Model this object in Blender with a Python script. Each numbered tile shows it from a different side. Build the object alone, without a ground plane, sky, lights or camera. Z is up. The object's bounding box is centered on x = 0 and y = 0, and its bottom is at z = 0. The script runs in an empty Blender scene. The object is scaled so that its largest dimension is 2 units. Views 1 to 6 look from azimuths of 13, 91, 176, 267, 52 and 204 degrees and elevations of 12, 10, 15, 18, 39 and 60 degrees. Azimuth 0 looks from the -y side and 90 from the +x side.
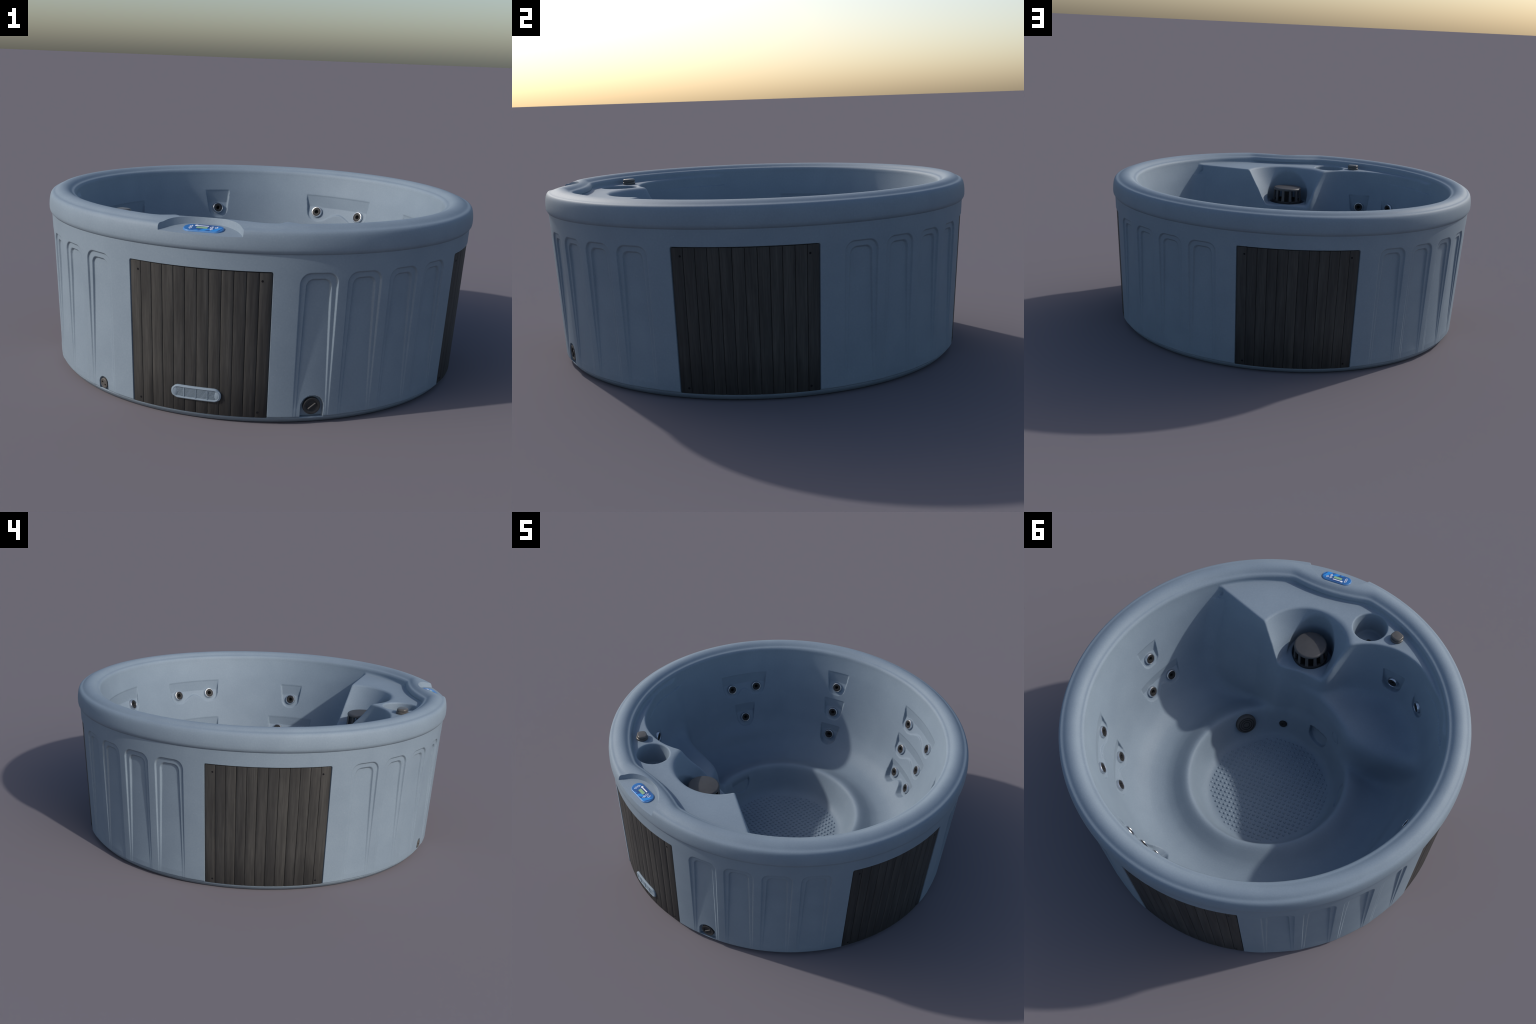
"""Round moulded-plastic hot tub: rolled rim, fluted skirt with four curved plank panels,
moulded basin (seat ring, foot well, shelf with filter bay and cup holder), jets and fittings."""
import bpy, bmesh, math
import numpy as np
from mathutils import Matrix, Vector

rng = np.random.default_rng(7)
TURN = -1.27                      # the whole moulding is turned a little about z (degrees)
OFF = np.array([-0.0065, 0.0045])  # centre of the basin moulding
SHELF = 0.757                     # shelf height
FLOOR = 0.034                     # foot-well floor height


def skirt_r(z):                   # plain conical skirt radius
    return 0.9520 + 0.0556 * (np.asarray(z, float) - 0.05)


# ------------------------------------------------------------------ helpers
def sstep(a, b, x):
    t = np.clip((x - a) / (b - a), 0, 1)
    return t * t * (3 - 2 * t)


def smin(a, b, k):
    h = np.maximum(k - np.abs(a - b), 0) / k
    return np.minimum(a, b) - h * h * k * 0.25


def smax(a, b, k):
    return -smin(-a, -b, k)


def link(name, mesh, mat, parent, smooth=35.0):
    ob = bpy.data.objects.new(name, mesh)
    bpy.context.scene.collection.objects.link(ob)
    if mat is not None and not mesh.materials:
        mesh.materials.append(mat)
    if parent is not None:
        ob.parent = parent
    return ob


def make_mesh(name, verts, faces, smooth=35.0):
    me = bpy.data.meshes.new(name)
    v = np.asarray(verts, np.float32)
    if isinstance(faces, np.ndarray) and faces.ndim == 2:
        n, k = faces.shape
        me.vertices.add(len(v))
        me.vertices.foreach_set("co", v.ravel())
        me.loops.add(n * k)
        me.loops.foreach_set("vertex_index", faces.astype(np.int32).ravel())
        me.polygons.add(n)
        me.polygons.foreach_set("loop_start", np.arange(0, n * k, k, dtype=np.int32))
        me.update(calc_edges=True)
    else:
        me.from_pydata([tuple(map(float, p)) for p in v], [], [tuple(map(int, f)) for f in faces])
        me.update()
    me.validate()
    if smooth is not None:
        shade(me, smooth)
    return me


def shade(me, angle):
    me.polygons.foreach_set("use_smooth", np.ones(len(me.polygons), bool))
    bm = bmesh.new()
    bm.from_mesh(me)
    lim = math.radians(angle)
    for e in bm.edges:
        if len(e.link_faces) == 2 and e.calc_face_angle(0) > lim:
            e.smooth = False
    bm.to_mesh(me)
    bm.free()


def grid_faces(nu, nv, wrap_u=False, wrap_v=False):
    a = np.arange(nu * nv).reshape(nu, nv)
    un = nu if wrap_u else nu - 1
    vn = nv if wrap_v else nv - 1
    i = np.arange(un)[:, None]
    j = np.arange(vn)[None, :]
    i2 = (i + 1) % nu
    j2 = (j + 1) % nv
    return np.stack([a[i, j], a[i2, j], a[i2, j2], a[i, j2]], -1).reshape(-1, 4)


def lathe(name, prof, n=48, smooth=35.0, cap=True):
    """Revolve (r, z) pairs about z; points on the axis close the shape."""
    verts, faces, rows = [], [], []
    for r, z in prof:
        if r < 1e-6:
            rows.append([len(verts)] * n)
            verts.append((0, 0, z))
        else:
            rows.append(list(range(len(verts), len(verts) + n)))
            for i in range(n):
                a = 2 * math.pi * i / n
                verts.append((r * math.cos(a), r * math.sin(a), z))
    for A, B in zip(rows[:-1], rows[1:]):
        for i in range(n):
            j = (i + 1) % n
            f = [A[i], A[j], B[j], B[i]]
            g = []
            for q in f:
                if q not in g:
                    g.append(q)
            if len(g) > 2:
                faces.append(g[::-1])
    return make_mesh(name, verts, faces, smooth)


def prism(name, outline, layers, smooth=35.0):
    """Stack of scaled-in outlines: layers = [(inset, z), ...]; closed top and bottom."""
    o = np.asarray(outline, float)
    n = len(o)
    nxt, prv = np.roll(o, -1, 0), np.roll(o, 1, 0)
    t = nxt - prv
    nrm = np.stack([t[:, 1], -t[:, 0]], -1)
    nrm /= np.linalg.norm(nrm, axis=1)[:, None]
    verts, faces = [], []
    for ins, z in layers:
        p = o - nrm * ins
        verts += [(x, y, z) for x, y in p]
    m = len(layers)
    for k in range(m - 1):
        for i in range(n):
            j = (i + 1) % n
            faces.append((k * n + i, k * n + j, (k + 1) * n + j, (k + 1) * n + i))
    faces.append(tuple(range(n))[::-1])
    faces.append(tuple(range((m - 1) * n, m * n)))
    return make_mesh(name, verts, faces, smooth)


def stadium(hl, hw, rc, n=10):
    pts = []
    for cx, cy, a0 in ((hl - rc, hw - rc, 0), (-hl + rc, hw - rc, 90), (-hl + rc, -hw + rc, 180), (hl - rc, -hw + rc, 270)):
        for i in range(n + 1):
            a = math.radians(a0 + 90 * i / n)
            pts.append((cx + rc * math.cos(a), cy + rc * math.sin(a)))
    out = [pts[0]]
    for p in pts[1:]:
        if math.dist(p, out[-1]) > 1e-5:
            out.append(p)
    return out


def frame(origin, normal, up=(0, 0, 1)):
    n = Vector(normal).normalized()
    x = Vector(up).cross(n)
    if x.length < 1e-4:
        x = Vector((1, 0, 0))
    x.normalize()
    y = n.cross(x)
    m = Matrix((x, y, n)).transposed().to_4x4()
    m.translation = Vector(origin)
    return m


def polar(az, r, z):
    a = math.radians(az)
    return (r * math.cos(a), r * math.sin(a), z)


# ------------------------------------------------------------------ materials
def new_mat(name):
    m = bpy.data.materials.new(name)
    m.use_nodes = True
    nt = m.node_tree
    return m, nt, nt.nodes["Principled BSDF"]


def node(nt, kind, **kw):
    n = nt.nodes.new(kind)
    for k, v in kw.items():
        if k in n.inputs:
            n.inputs[k].default_value = v
        else:
            setattr(n, k, v)
    return n


def ramp(nt, src, stops):
    r = nt.nodes.new("ShaderNodeValToRGB")
    els = r.color_ramp.elements
    while len(els) < len(stops):
        els.new(0.5)
    for e, (p, c) in zip(els, stops):
        e.position = p
        e.color = (*c, 1) if len(c) == 3 else c
    nt.links.new(src, r.inputs[0])
    return r.outputs[0]


def plastic_shell():
    """Blue-grey rotomoulded polyethylene: fine mottling, pale flecks, faint orange-peel."""
    m, nt, b = new_mat("blue_grey_shell")
    tc = node(nt, "ShaderNodeTexCoord")
    fine = node(nt, "ShaderNodeTexNoise", Scale=150.0, Detail=3.0, Roughness=0.65)
    big = node(nt, "ShaderNodeTexNoise", Scale=7.0, Detail=2.0)
    vor = node(nt, "ShaderNodeTexVoronoi", Scale=95.0, Randomness=1.0)
    for n in (fine, big, vor):
        nt.links.new(tc.outputs["Object"], n.inputs["Vector"])
    c1 = ramp(nt, fine.outputs["Fac"], [(0.3, (0.183, 0.233, 0.287)), (0.72, (0.207, 0.259, 0.315))])
    c2 = ramp(nt, big.outputs["Fac"], [(0.3, (0.95, 0.955, 0.96)), (0.7, (1.03, 1.03, 1.025))])
    mul = node(nt, "ShaderNodeMix", data_type="RGBA", blend_type="MULTIPLY")
    mul.inputs["Factor"].default_value = 1.0
    nt.links.new(c1, mul.inputs["A"])
    nt.links.new(c2, mul.inputs["B"])
    fleck = ramp(nt, vor.outputs["Distance"], [(0.07, (1, 1, 1)), (0.2, (0, 0, 0))])
    pick = ramp(nt, vor.outputs["Color"], [(0.72, (0, 0, 0)), (0.8, (1, 1, 1))])
    fm = node(nt, "ShaderNodeMath", operation="MULTIPLY")
    nt.links.new(fleck, fm.inputs[0])
    nt.links.new(pick, fm.inputs[1])
    fs = node(nt, "ShaderNodeMath", operation="MULTIPLY")
    fs.inputs[1].default_value = 0.35
    nt.links.new(fm.outputs[0], fs.inputs[0])
    mix = node(nt, "ShaderNodeMix", data_type="RGBA")
    nt.links.new(fs.outputs[0], mix.inputs["Factor"])
    nt.links.new(mul.outputs["Result"], mix.inputs["A"])
    mix.inputs["B"].default_value = (0.33, 0.38, 0.42, 1)
    nt.links.new(mix.outputs["Result"], b.inputs["Base Color"])
    bump = node(nt, "ShaderNodeBump", Strength=0.12, Distance=0.002)
    nt.links.new(fine.outputs["Fac"], bump.inputs["Height"])
    nt.links.new(bump.outputs[0], b.inputs["Normal"])
    b.inputs["Roughness"].default_value = 0.60
    b.inputs["Specular IOR Level"].default_value = 0.25
    return m


def plank_mat():
    """Dark grey-brown composite board with long vertical grain; tone differs plank to plank."""
    m, nt, b = new_mat("dark_composite_plank")
    tc = node(nt, "ShaderNodeTexCoord")
    oi = node(nt, "ShaderNodeObjectInfo")
    shift = node(nt, "ShaderNodeMath", operation="MULTIPLY")
    shift.inputs[1].default_value = 37.0
    nt.links.new(oi.outputs["Random"], shift.inputs[0])
    comb = node(nt, "ShaderNodeCombineXYZ")
    for i in range(3):
        nt.links.new(shift.outputs[0], comb.inputs[i])
    add = node(nt, "ShaderNodeVectorMath", operation="ADD")
    nt.links.new(tc.outputs["Object"], add.inputs[0])
    nt.links.new(comb.outputs[0], add.inputs[1])
    mp = node(nt, "ShaderNodeMapping")
    mp.inputs["Scale"].default_value = (190, 190, 4.5)
    nt.links.new(add.outputs[0], mp.inputs["Vector"])
    grain = node(nt, "ShaderNodeTexNoise", Scale=1.0, Detail=4.0, Roughness=0.6)
    nt.links.new(mp.outputs[0], grain.inputs["Vector"])
    mp2 = node(nt, "ShaderNodeMapping")
    mp2.inputs["Scale"].default_value = (38, 38, 1.6)
    nt.links.new(add.outputs[0], mp2.inputs["Vector"])
    broad = node(nt, "ShaderNodeTexNoise", Scale=1.0, Detail=2.0)
    nt.links.new(mp2.outputs[0], broad.inputs["Vector"])
    c1 = ramp(nt, grain.outputs["Fac"], [(0.25, (0.0265, 0.0263, 0.0262)), (0.75, (0.050, 0.0488, 0.0474))])
    c2 = ramp(nt, broad.outputs["Fac"], [(0.3, (0.72, 0.72, 0.73)), (0.72, (1.33, 1.32, 1.30))])
    c3 = ramp(nt, oi.outputs["Random"], [(0.0, (0.82, 0.82, 0.83)), (1.0, (1.16, 1.15, 1.12))])
    mul = node(nt, "ShaderNodeMix", data_type="RGBA", blend_type="MULTIPLY")
    mul.inputs["Factor"].default_value = 1.0
    nt.links.new(c1, mul.inputs["A"])
    nt.links.new(c2, mul.inputs["B"])
    mul2 = node(nt, "ShaderNodeMix", data_type="RGBA", blend_type="MULTIPLY")
    mul2.inputs["Factor"].default_value = 1.0
    nt.links.new(mul.outputs["Result"], mul2.inputs["A"])
    nt.links.new(c3, mul2.inputs["B"])
    nt.links.new(mul2.outputs["Result"], b.inputs["Base Color"])
    bump = node(nt, "ShaderNodeBump", Strength=0.25, Distance=0.002)
    nt.links.new(grain.outputs["Fac"], bump.inputs["Height"])
    nt.links.new(bump.outputs[0], b.inputs["Normal"])
    b.inputs["Roughness"].default_value = 0.62
    b.inputs["Specular IOR Level"].default_value = 0.35
    return m


def plain(name, col, rough=0.5, metal=0.0, spec=0.5, vary=0.12, scale=60.0):
    m, nt, b = new_mat(name)
    tc = node(nt, "ShaderNodeTexCoord")
    n = node(nt, "ShaderNodeTexNoise", Scale=scale, Detail=3.0)
    nt.links.new(tc.outputs["Object"], n.inputs["Vector"])
    lo = tuple(c * (1 - vary) for c in col)
    hi = tuple(c * (1 + vary) for c in col)
    nt.links.new(ramp(nt, n.outputs["Fac"], [(0.3, lo), (0.7, hi)]), b.inputs["Base Color"])
    b.inputs["Roughness"].default_value = rough
    b.inputs["Metallic"].default_value = metal
    b.inputs["Specular IOR Level"].default_value = spec
    return m


def panel_face_mat():
    """Printed keypad face: deep blue turning to bright blue swirls towards one lower end."""
    m, nt, b = new_mat("keypad_blue_print")
    tc = node(nt, "ShaderNodeTexCoord")
    sep = node(nt, "ShaderNodeSeparateXYZ")
    nt.links.new(tc.outputs["Object"], sep.inputs[0])
    mp = node(nt, "ShaderNodeMapping")
    mp.inputs["Scale"].default_value = (26, 40, 1)
    nt.links.new(tc.outputs["Object"], mp.inputs["Vector"])
    nz = node(nt, "ShaderNodeTexNoise", Scale=1.0, Detail=1.0)
    nt.links.new(mp.outputs[0], nz.inputs["Vector"])
    # swirl field: height below a curve rising towards +x
    a = node(nt, "ShaderNodeMath", operation="MULTIPLY_ADD")
    nt.links.new(sep.outputs[0], a.inputs[0])
    a.inputs[1].default_value = 0.38
    a.inputs[2].default_value = -0.014
    d = node(nt, "ShaderNodeMath", operation="SUBTRACT")
    nt.links.new(a.outputs[0], d.inputs[0])
    nt.links.new(sep.outputs[1], d.inputs[1])
    e = node(nt, "ShaderNodeMath", operation="MULTIPLY_ADD")
    nt.links.new(nz.outputs["Fac"], e.inputs[0])
    e.inputs[1].default_value = 0.02
    nt.links.new(d.outputs[0], e.inputs[2])
    mask = ramp(nt, e.outputs[0], [(0.010, (0, 0, 0)), (0.014, (1, 1, 1))])
    wv = node(nt, "ShaderNodeTexWave", Scale=9.0, Distortion=9.0, Detail=1.0)
    nt.links.new(tc.outputs["Object"], wv.inputs["Vector"])
    light = ramp(nt, wv.outputs["Fac"], [(0.12, (0.012, 0.075, 0.26)), (0.3, (0.018, 0.22, 0.60))])
    side = node(nt, "ShaderNodeMath", operation="ABSOLUTE")
    nt.links.new(sep.outputs[0], side.inputs[0])
    dark = ramp(nt, side.outputs[0], [(0.018, (0.014, 0.052, 0.19)), (0.07, (0.018, 0.14, 0.40))])
    mix = node(nt, "ShaderNodeMix", data_type="RGBA")
    nt.links.new(mask, mix.inputs["Factor"])
    nt.links.new(dark, mix.inputs["A"])
    nt.links.new(light, mix.inputs["B"])
    nt.links.new(mix.outputs["Result"], b.inputs["Base Color"])
    b.inputs["Roughness"].default_value = 0.35
    return m


SHELL = plastic_shell()
PLANK = plank_mat()
GAP = plain("plank_gap_shadow_board", (0.012, 0.012, 0.012), 0.9, vary=0.3)
SCREW = plain("black_screw", (0.010, 0.010, 0.012), 0.8, spec=0.1)
BLACK = plain("black_plastic", (0.016, 0.016, 0.017), 0.55, spec=0.3, vary=0.2)
DARKHOLE = plain("nozzle_black", (0.004, 0.004, 0.004), 0.9, spec=0.05)
CHROME = plain("chrome", (0.66, 0.68, 0.71), 0.30, metal=1.0, vary=0.03)
CHARCOAL = plain("charcoal_filter_plastic", (0.050, 0.049, 0.051), 0.5, vary=0.1)
KNOB = plain("dark_bronze_knob", (0.085, 0.080, 0.075), 0.38, vary=0.1)
CAPDARK = plain("drain_cap_black", (0.030, 0.030, 0.031), 0.55, spec=0.35, vary=0.15)
CAPGREY = plain("drain_cap_grey", (0.055, 0.053, 0.052), 0.5, vary=0.1)
KEYEDGE = plain("keypad_blue_edge", (0.065, 0.19, 0.42), 0.35, vary=0.05)
KEYFACE = panel_face_mat()
LCD = plain("lcd_green", (0.24, 0.40, 0.22), 0.3, vary=0.06)
INK = plain("white_ink", (0.72, 0.74, 0.80), 0.5, vary=0.05)

# ------------------------------------------------------------------ root
tub = bpy.data.objects.new("hot_tub", None)
bpy.context.scene.collection.objects.link(tub)
tub["label"] = "round blue-grey plastic hot tub with dark plank panels"
tub["category"] = "hot tub"


# ------------------------------------------------------------------ outer skirt
PANELS = [TURN - 90 + 90 * i for i in range(4)]
FLUTES = [TURN - 45 + 90 * i + o for i in range(4) for o in (-17.03, -5.68, 5.68, 17.03)]
DRAINS = [(-63.0, 0.0500, 0.120, 0.019), (-119.35, 0.030, 0.084, 0.015)]  # azimuth, half width, top, depth


def arch(u, z, hw, top, rc):
    qx = np.abs(u) - hw + rc
    qz = z - top + rc
    return np.hypot(np.maximum(qx, 0), np.maximum(qz, 0)) - rc + np.minimum(np.maximum(qx, qz), 0)


def skirt_cut(az, z):
    """How far the skirt is pressed in at azimuth az (deg), height z."""
    cut = np.zeros_like(az)
    fade = 0.10 + 0.90 * np.clip((z - 0.06) / 0.43, 0, 1) ** 0.8
    for c in FLUTES:
        du = (az - c + 180) % 360 - 180
        near = np.abs(du) < 6
        u = du[near] * 0.0168
        zz = z[near]
        low = np.clip((0.6 - zz) / 0.55, 0, 1)
        o = arch(u, zz, 0.0765, 0.630, 0.045)
        i = arch(u, zz, 0.0515 + 0.014 * low, 0.605, 0.032)
        f = fade[near]
        cut[near] += f * (0.0076 * sstep(0.0, -0.0062, o) + 0.0086 * sstep(0.0, -0.0070, i))
    for c in PANELS:
        du = (az - c + 180) % 360 - 180
        near = np.abs(du) < 19
        u = du[near] * 0.0168
        o = arch(u, z[near], 17.33 * 0.0168, 0.6305, 0.008)
        cut[near] = np.maximum(cut[near], 0.013 * sstep(0.001, -0.0015, o))
    for c, hw, top, dep in DRAINS:
        du = (az - c + 180) % 360 - 180
        near = np.abs(du) < 6
        o = arch(du[near] * 0.0166, z[near], hw, top, hw * 0.98)
        cut[near] = np.maximum(cut[near], dep * sstep(0.0, -0.0035, o))
    return cut


azs = list(np.arange(0, 360, 0.25))
for c in PANELS:
    for e in (-17.4, -17.3, -17.24, 17.24, 17.3, 17.4):
        azs.append((c + e) % 360)
for c, hw, top, dep in DRAINS:
    azs += list((c + np.arange(-4, 4, 0.08)) % 360)
for c in FLUTES:
    for e in np.concatenate([np.arange(-4.7, -2.9, 0.12), np.arange(2.9, 4.7, 0.12)]):
        azs.append((c + e) % 360)
azs = np.unique(np.round(azs, 3))
zs = np.unique(np.round(np.concatenate([[0.027], np.arange(0.03, 0.132, 0.003), np.arange(0.132, 0.56, 0.008),
                                        np.arange(0.56, 0.642, 0.0025), [0.66, 0.68, 0.714]]), 4))
A, Zg = np.meshgrid(azs, zs, indexing="ij")
R = skirt_r(Zg) - skirt_cut(A.ravel(), Zg.ravel()).reshape(A.shape)
R = R - 0.004 * sstep(0.031, 0.027, Zg)
ar = np.radians(A)
V = np.stack([R * np.cos(ar), R * np.sin(ar), Zg], -1).reshape(-1, 3)
F = grid_faces(len(azs), len(zs), wrap_u=True)
link("outer_skirt", make_mesh("outer_skirt", V, F, 50), SHELL, tub)

link("base_ring", lathe("base_ring", [(0, 0.0), (0.922, 0.0), (0.9255, 0.001), (0.9435, 0.0215), (0.9445, 0.0245),
                                      (0.943, 0.0265), (0.90, 0.0275), (0.90, 0.012), (0, 0.012)], 360, 40), SHELL, tub)


# ------------------------------------------------------------------ rim
def pillow_y(x, z):
    """Inner face of the thickened rim that carries the keypad (plan curve, leaning out)."""
    return -0.821 - 0.60 * (x + 0.012) ** 2 - 0.25 * (z - SHELF)


RIM = [(0.950, 0.7005), (0.9862, 0.7000), (0.9878, 0.7005), (0.9928, 0.7055), (0.9972, 0.7125), (0.9990, 0.7200),
       (0.9996, 0.735), (0.9990, 0.750), (0.9975, 0.763), (0.9955, 0.7735), (0.9925, 0.7825), (0.9880, 0.7888),
       (0.9825, 0.7922), (0.9770, 0.7935), (0.9720, 0.7948), (0.9665, 0.7982), (0.9600, 0.8022), (0.9520, 0.8058), (0.9430, 0.8082),
       (0.9330, 0.8092), (0.9230, 0.8082), (0.9140, 0.8055), (0.9060, 0.8013), (0.8995, 0.7965), (0.8945, 0.7932),
       (0.8905, 0.7917), (0.8865, 0.7908), (0.8825, 0.7890), (0.8788, 0.7858), (0.8758, 0.7815), (0.8735, 0.7760),
       (0.8722, 0.7690), (0.8760, 0.7600), (0.950, 0.752)]
rp = np.array(RIM)
tr = np.linspace(0, 2 * np.pi, 1080, endpoint=False)
w = sstep(0.988, 0.935, rp[:, 0])
w[-1] = 0.3
w[0] = 0
ct, st = np.cos(tr), np.sin(tr)
# inward shift of the inner part of the section
ri = 0.877
bx = ri * ct
front = st < -0.5
py = np.abs(pillow_y(bx * 0.96, 0.783))
rp_in = np.where(front, py / np.maximum(-st, 0.3), 9.0)
shift = smin(rp_in, np.full_like(rp_in, ri), 0.012) - ri
shift[~front] = 0
off = OFF[0] * ct + OFF[1] * st
RR = rp[None, :, 0] + w[None, :] * (shift + off)[:, None]
ZZ = np.repeat(rp[None, :, 1], len(tr), 0)
V = np.stack([RR * ct[:, None], RR * st[:, None], ZZ], -1).reshape(-1, 3)
F = grid_faces(len(tr), len(rp), wrap_u=True, wrap_v=True)
rim = link("rim", make_mesh("rim", V, F[:, ::1], None), SHELL, tub)
# keypad seat: a round-backed pocket cut into the rim, its floor sloping down outwards
cxy, crad = (-0.013, -1.060), 0.188
FLOOR_Z = lambda y: 0.7740 + 0.18 * (y + 0.936)
cv, n = [], 96
for lvl in (0, 1):
    for i in range(n):
        a = 2 * math.pi * i / n
        rr = crad + (0.026 if lvl else -0.002)
        x, y = cxy[0] + rr * math.cos(a), cxy[1] + rr * math.sin(a)
        cv.append((x, y, 0.90 if lvl else FLOOR_Z(y)))
cf = [tuple(range(n))[::-1], tuple(range(n, 2 * n))]
cf += [(i, (i + 1) % n, n + (i + 1) % n, n + i) for i in range(n)]
cutter = link("keypad_cutter", make_mesh("keypad_cutter", cv, cf, None), None, None)
bpy.context.view_layer.update()


def fix_normals(me):
    bm = bmesh.new()
    bm.from_mesh(me)
    bmesh.ops.recalc_face_normals(bm, faces=bm.faces)
    bm.to_mesh(me)
    bm.free()


fix_normals(rim.data)
fix_normals(cutter.data)
mod = rim.modifiers.new("pocket", "BOOLEAN")
mod.operation = "DIFFERENCE"
mod.solver = "EXACT"
mod.object = cutter
dg = bpy.context.evaluated_depsgraph_get()
res = bpy.data.meshes.new_from_object(rim.evaluated_get(dg))
rim.modifiers.clear()
rim.data = res
bpy.data.objects.remove(cutter)
shade(rim.data, 32)
if not rim.data.materials:
    rim.data.materials.append(SHELL)

# ------------------------------------------------------------------ basin as a signed-distance moulding
MAIN = [(1.00, 1.00), (0.880, 0.810), (0.8725, 0.770), (0.870, 0.757), (0.859, 0.71), (0.849, 0.67), (0.839, 0.618), (0.825, 0.55),
        (0.810, 0.48), (0.796, 0.416), (0.787, 0.38), (0.776, 0.34), (0.762, 0.30), (0.744, 0.265), (0.716, 0.221), (0.676, 0.187),
        (0.630, 0.164), (0.570, 0.156), (0.525, 0.165), (0.490, 0.181), (0.462, 0.195), (0.442, 0.2025), (0.427, 0.202),
        (0.417, 0.192), (0.409, 0.175), (0.398, 0.145), (0.381, 0.100), (0.364, 0.066), (0.346, 0.046), (0.325, 0.036), (0.295, FLOOR), (0.0, FLOOR)]


def chaikin(p, n=2):
    p = np.asarray(p, float)
    for _ in range(n):
        q = np.empty((2 * len(p), 2))
        q[0], q[-1] = p[0], p[-1]
        q[1:-1:2] = 0.75 * p[:-1] + 0.25 * p[1:]
        q[2:-1:2] = 0.25 * p[:-1] + 0.75 * p[1:]
        p = q
    return p


prof = chaikin(MAIN, 2)
prof_wall_z, prof_wall_r = prof[::-1, 1], prof[::-1, 0]
sel = prof_wall_z > 0.255
wall_r = lambda z: np.interp(z, prof_wall_z[sel], prof_wall_r[sel])
foot_r = lambda z: 0.411 + (z - 0.2) * 0.112          # foot-well wall, carried up under the filter bay

HR = 0.003
rg = np.arange(0, 1.06, HR)
zg = np.arange(0.0, 0.90, HR)
PR, PZ = np.meshgrid(rg, zg, indexing="ij")
D2 = np.full(PR.shape, 9.0)
for (r0, z0), (r1, z1) in zip(prof[:-1], prof[1:]):
    dx, dz = r1 - r0, z1 - z0
    L = dx * dx + dz * dz
    if L < 1e-12:
        continue
    t = np.clip(((PR - r0) * dx + (PZ - z0) * dz) / L, 0, 1)
    D2 = np.minimum(D2, (PR - r0 - t * dx) ** 2 + (PZ - z0 - t * dz) ** 2)
D2 = np.sqrt(D2)
# inside the cavity: above the profile (profile is single valued in r as a height)
o = np.argsort(prof[:, 0], kind="stable")
zr = np.interp(PR, prof[o, 0], prof[o, 1])
TAB = np.where(PZ > zr, -D2, D2).astype(np.float32)


def main_sdf(r, z):
    fr = np.clip(r / HR, 0, len(rg) - 1.001)
    fz = np.clip(z / HR, 0, len(zg) - 1.001)
    i, j = fr.astype(np.int32), fz.astype(np.int32)
    a, b = fr - i, fz - j
    return ((TAB[i, j] * (1 - b) + TAB[i, j + 1] * b) * (1 - a) + (TAB[i + 1, j] * (1 - b) + TAB[i + 1, j + 1] * b) * a)


# jets: azimuth, radius, height (as they stand), grouped by the pocket they share
POCKETS = [  # (list of jet azimuths, jet height, pocket top height)
    ([167.6, 156.4], 0.541, 0.635), ([162.2], 0.343, 0.435),
    ([119.8], 0.571, 0.672), ([119.9], 0.402, 0.492), ([119.9], 0.254, 0.321),
    ([79.9, 62.1], 0.573, 0.668), ([79.2, 63.3], 0.403, 0.487), ([77.2, 64.6], 0.254, 0.319),
    ([34.9, 20.2], 0.562, 0.643), ([33.8, 21.2], 0.338, 0.414),
    ([-16.7], 0.527, 0.619), ([-11.7, -22.7], 0.338, 0.416),
]


def pocket_outline(u, v, us, h):
    """u along the wall, v above jet height; us = jet positions; h = height of the square-topped part."""
    d = None
    for u0 in us:
        hw = 0.0535 + 0.0125 * np.clip(v / 0.097, -0.3, 1)
        qx, qv = np.abs(u - u0) - hw + 0.042, -v - 0.047 + 0.042
        s = np.hypot(np.maximum(qx, 0), np.maximum(qv, 0)) - 0.042 + np.minimum(np.maximum(qx, qv), 0)
        d = s if d is None else smin(d, s, 0.010)
    if len(us) > 1:
        a, b = min(us), max(us)
        arch_ = -0.047 + 0.044 * np.clip(0.5 + 0.5 * np.cos((u - (a + b) / 2) / (b - a - 0.02) * 2 * np.pi), 0, 1)
        m = np.maximum(np.abs(u - (a + b) / 2) - (b - a) / 2, (arch_ - v) * 0.8)
        d = smin(np.maximum(d, np.where(np.abs(u - (a + b) / 2) < (b - a) / 2, (arch_ - v) * 0.8, -1)), m, 0.006)
    return np.maximum(d, v - h)


def pocket_floor_r(z, zj, top):
    """Upright band under the top edge, then a face leaning back more than the wall, flush at its foot."""
    zb = zj - 0.047
    s = (wall_r(zj + 0.04) - wall_r(zb)) / 0.087 + 0.16
    return np.minimum(wall_r(top) + 0.002, wall_r(zb) + 0.0035 + s * (z - zb))


CAPS_A, CAPS_B = np.array([-0.42, -0.30]), np.array([-0.495, -0.22])
RAISED = 0.395                    # height of the corner seat
BAY_Z = [0.500, 0.557, 0.600, 0.650, 0.700, 0.757, 0.800]
BAY_Y = [-0.455, -0.460, -0.475, -0.485, -0.482, -0.475, -0.455]
BAY_R = [0.105, 0.125, 0.150, 0.174, 0.205, 0.241, 0.285]


def front_face(x, y, z):
    """Leaning flat face of the shelf block; it leans out further towards the wall end."""
    along = np.clip(((x - 0.240) * 0.923 - (y + 0.540) * 0.384) / 0.30, 0, 1)
    return ((x - 0.240) * 0.384 + (y + 0.540) * 0.923 - 0.004 - (0.185 + 0.20 * along) * (SHELF - z)) * 0.96


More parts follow.
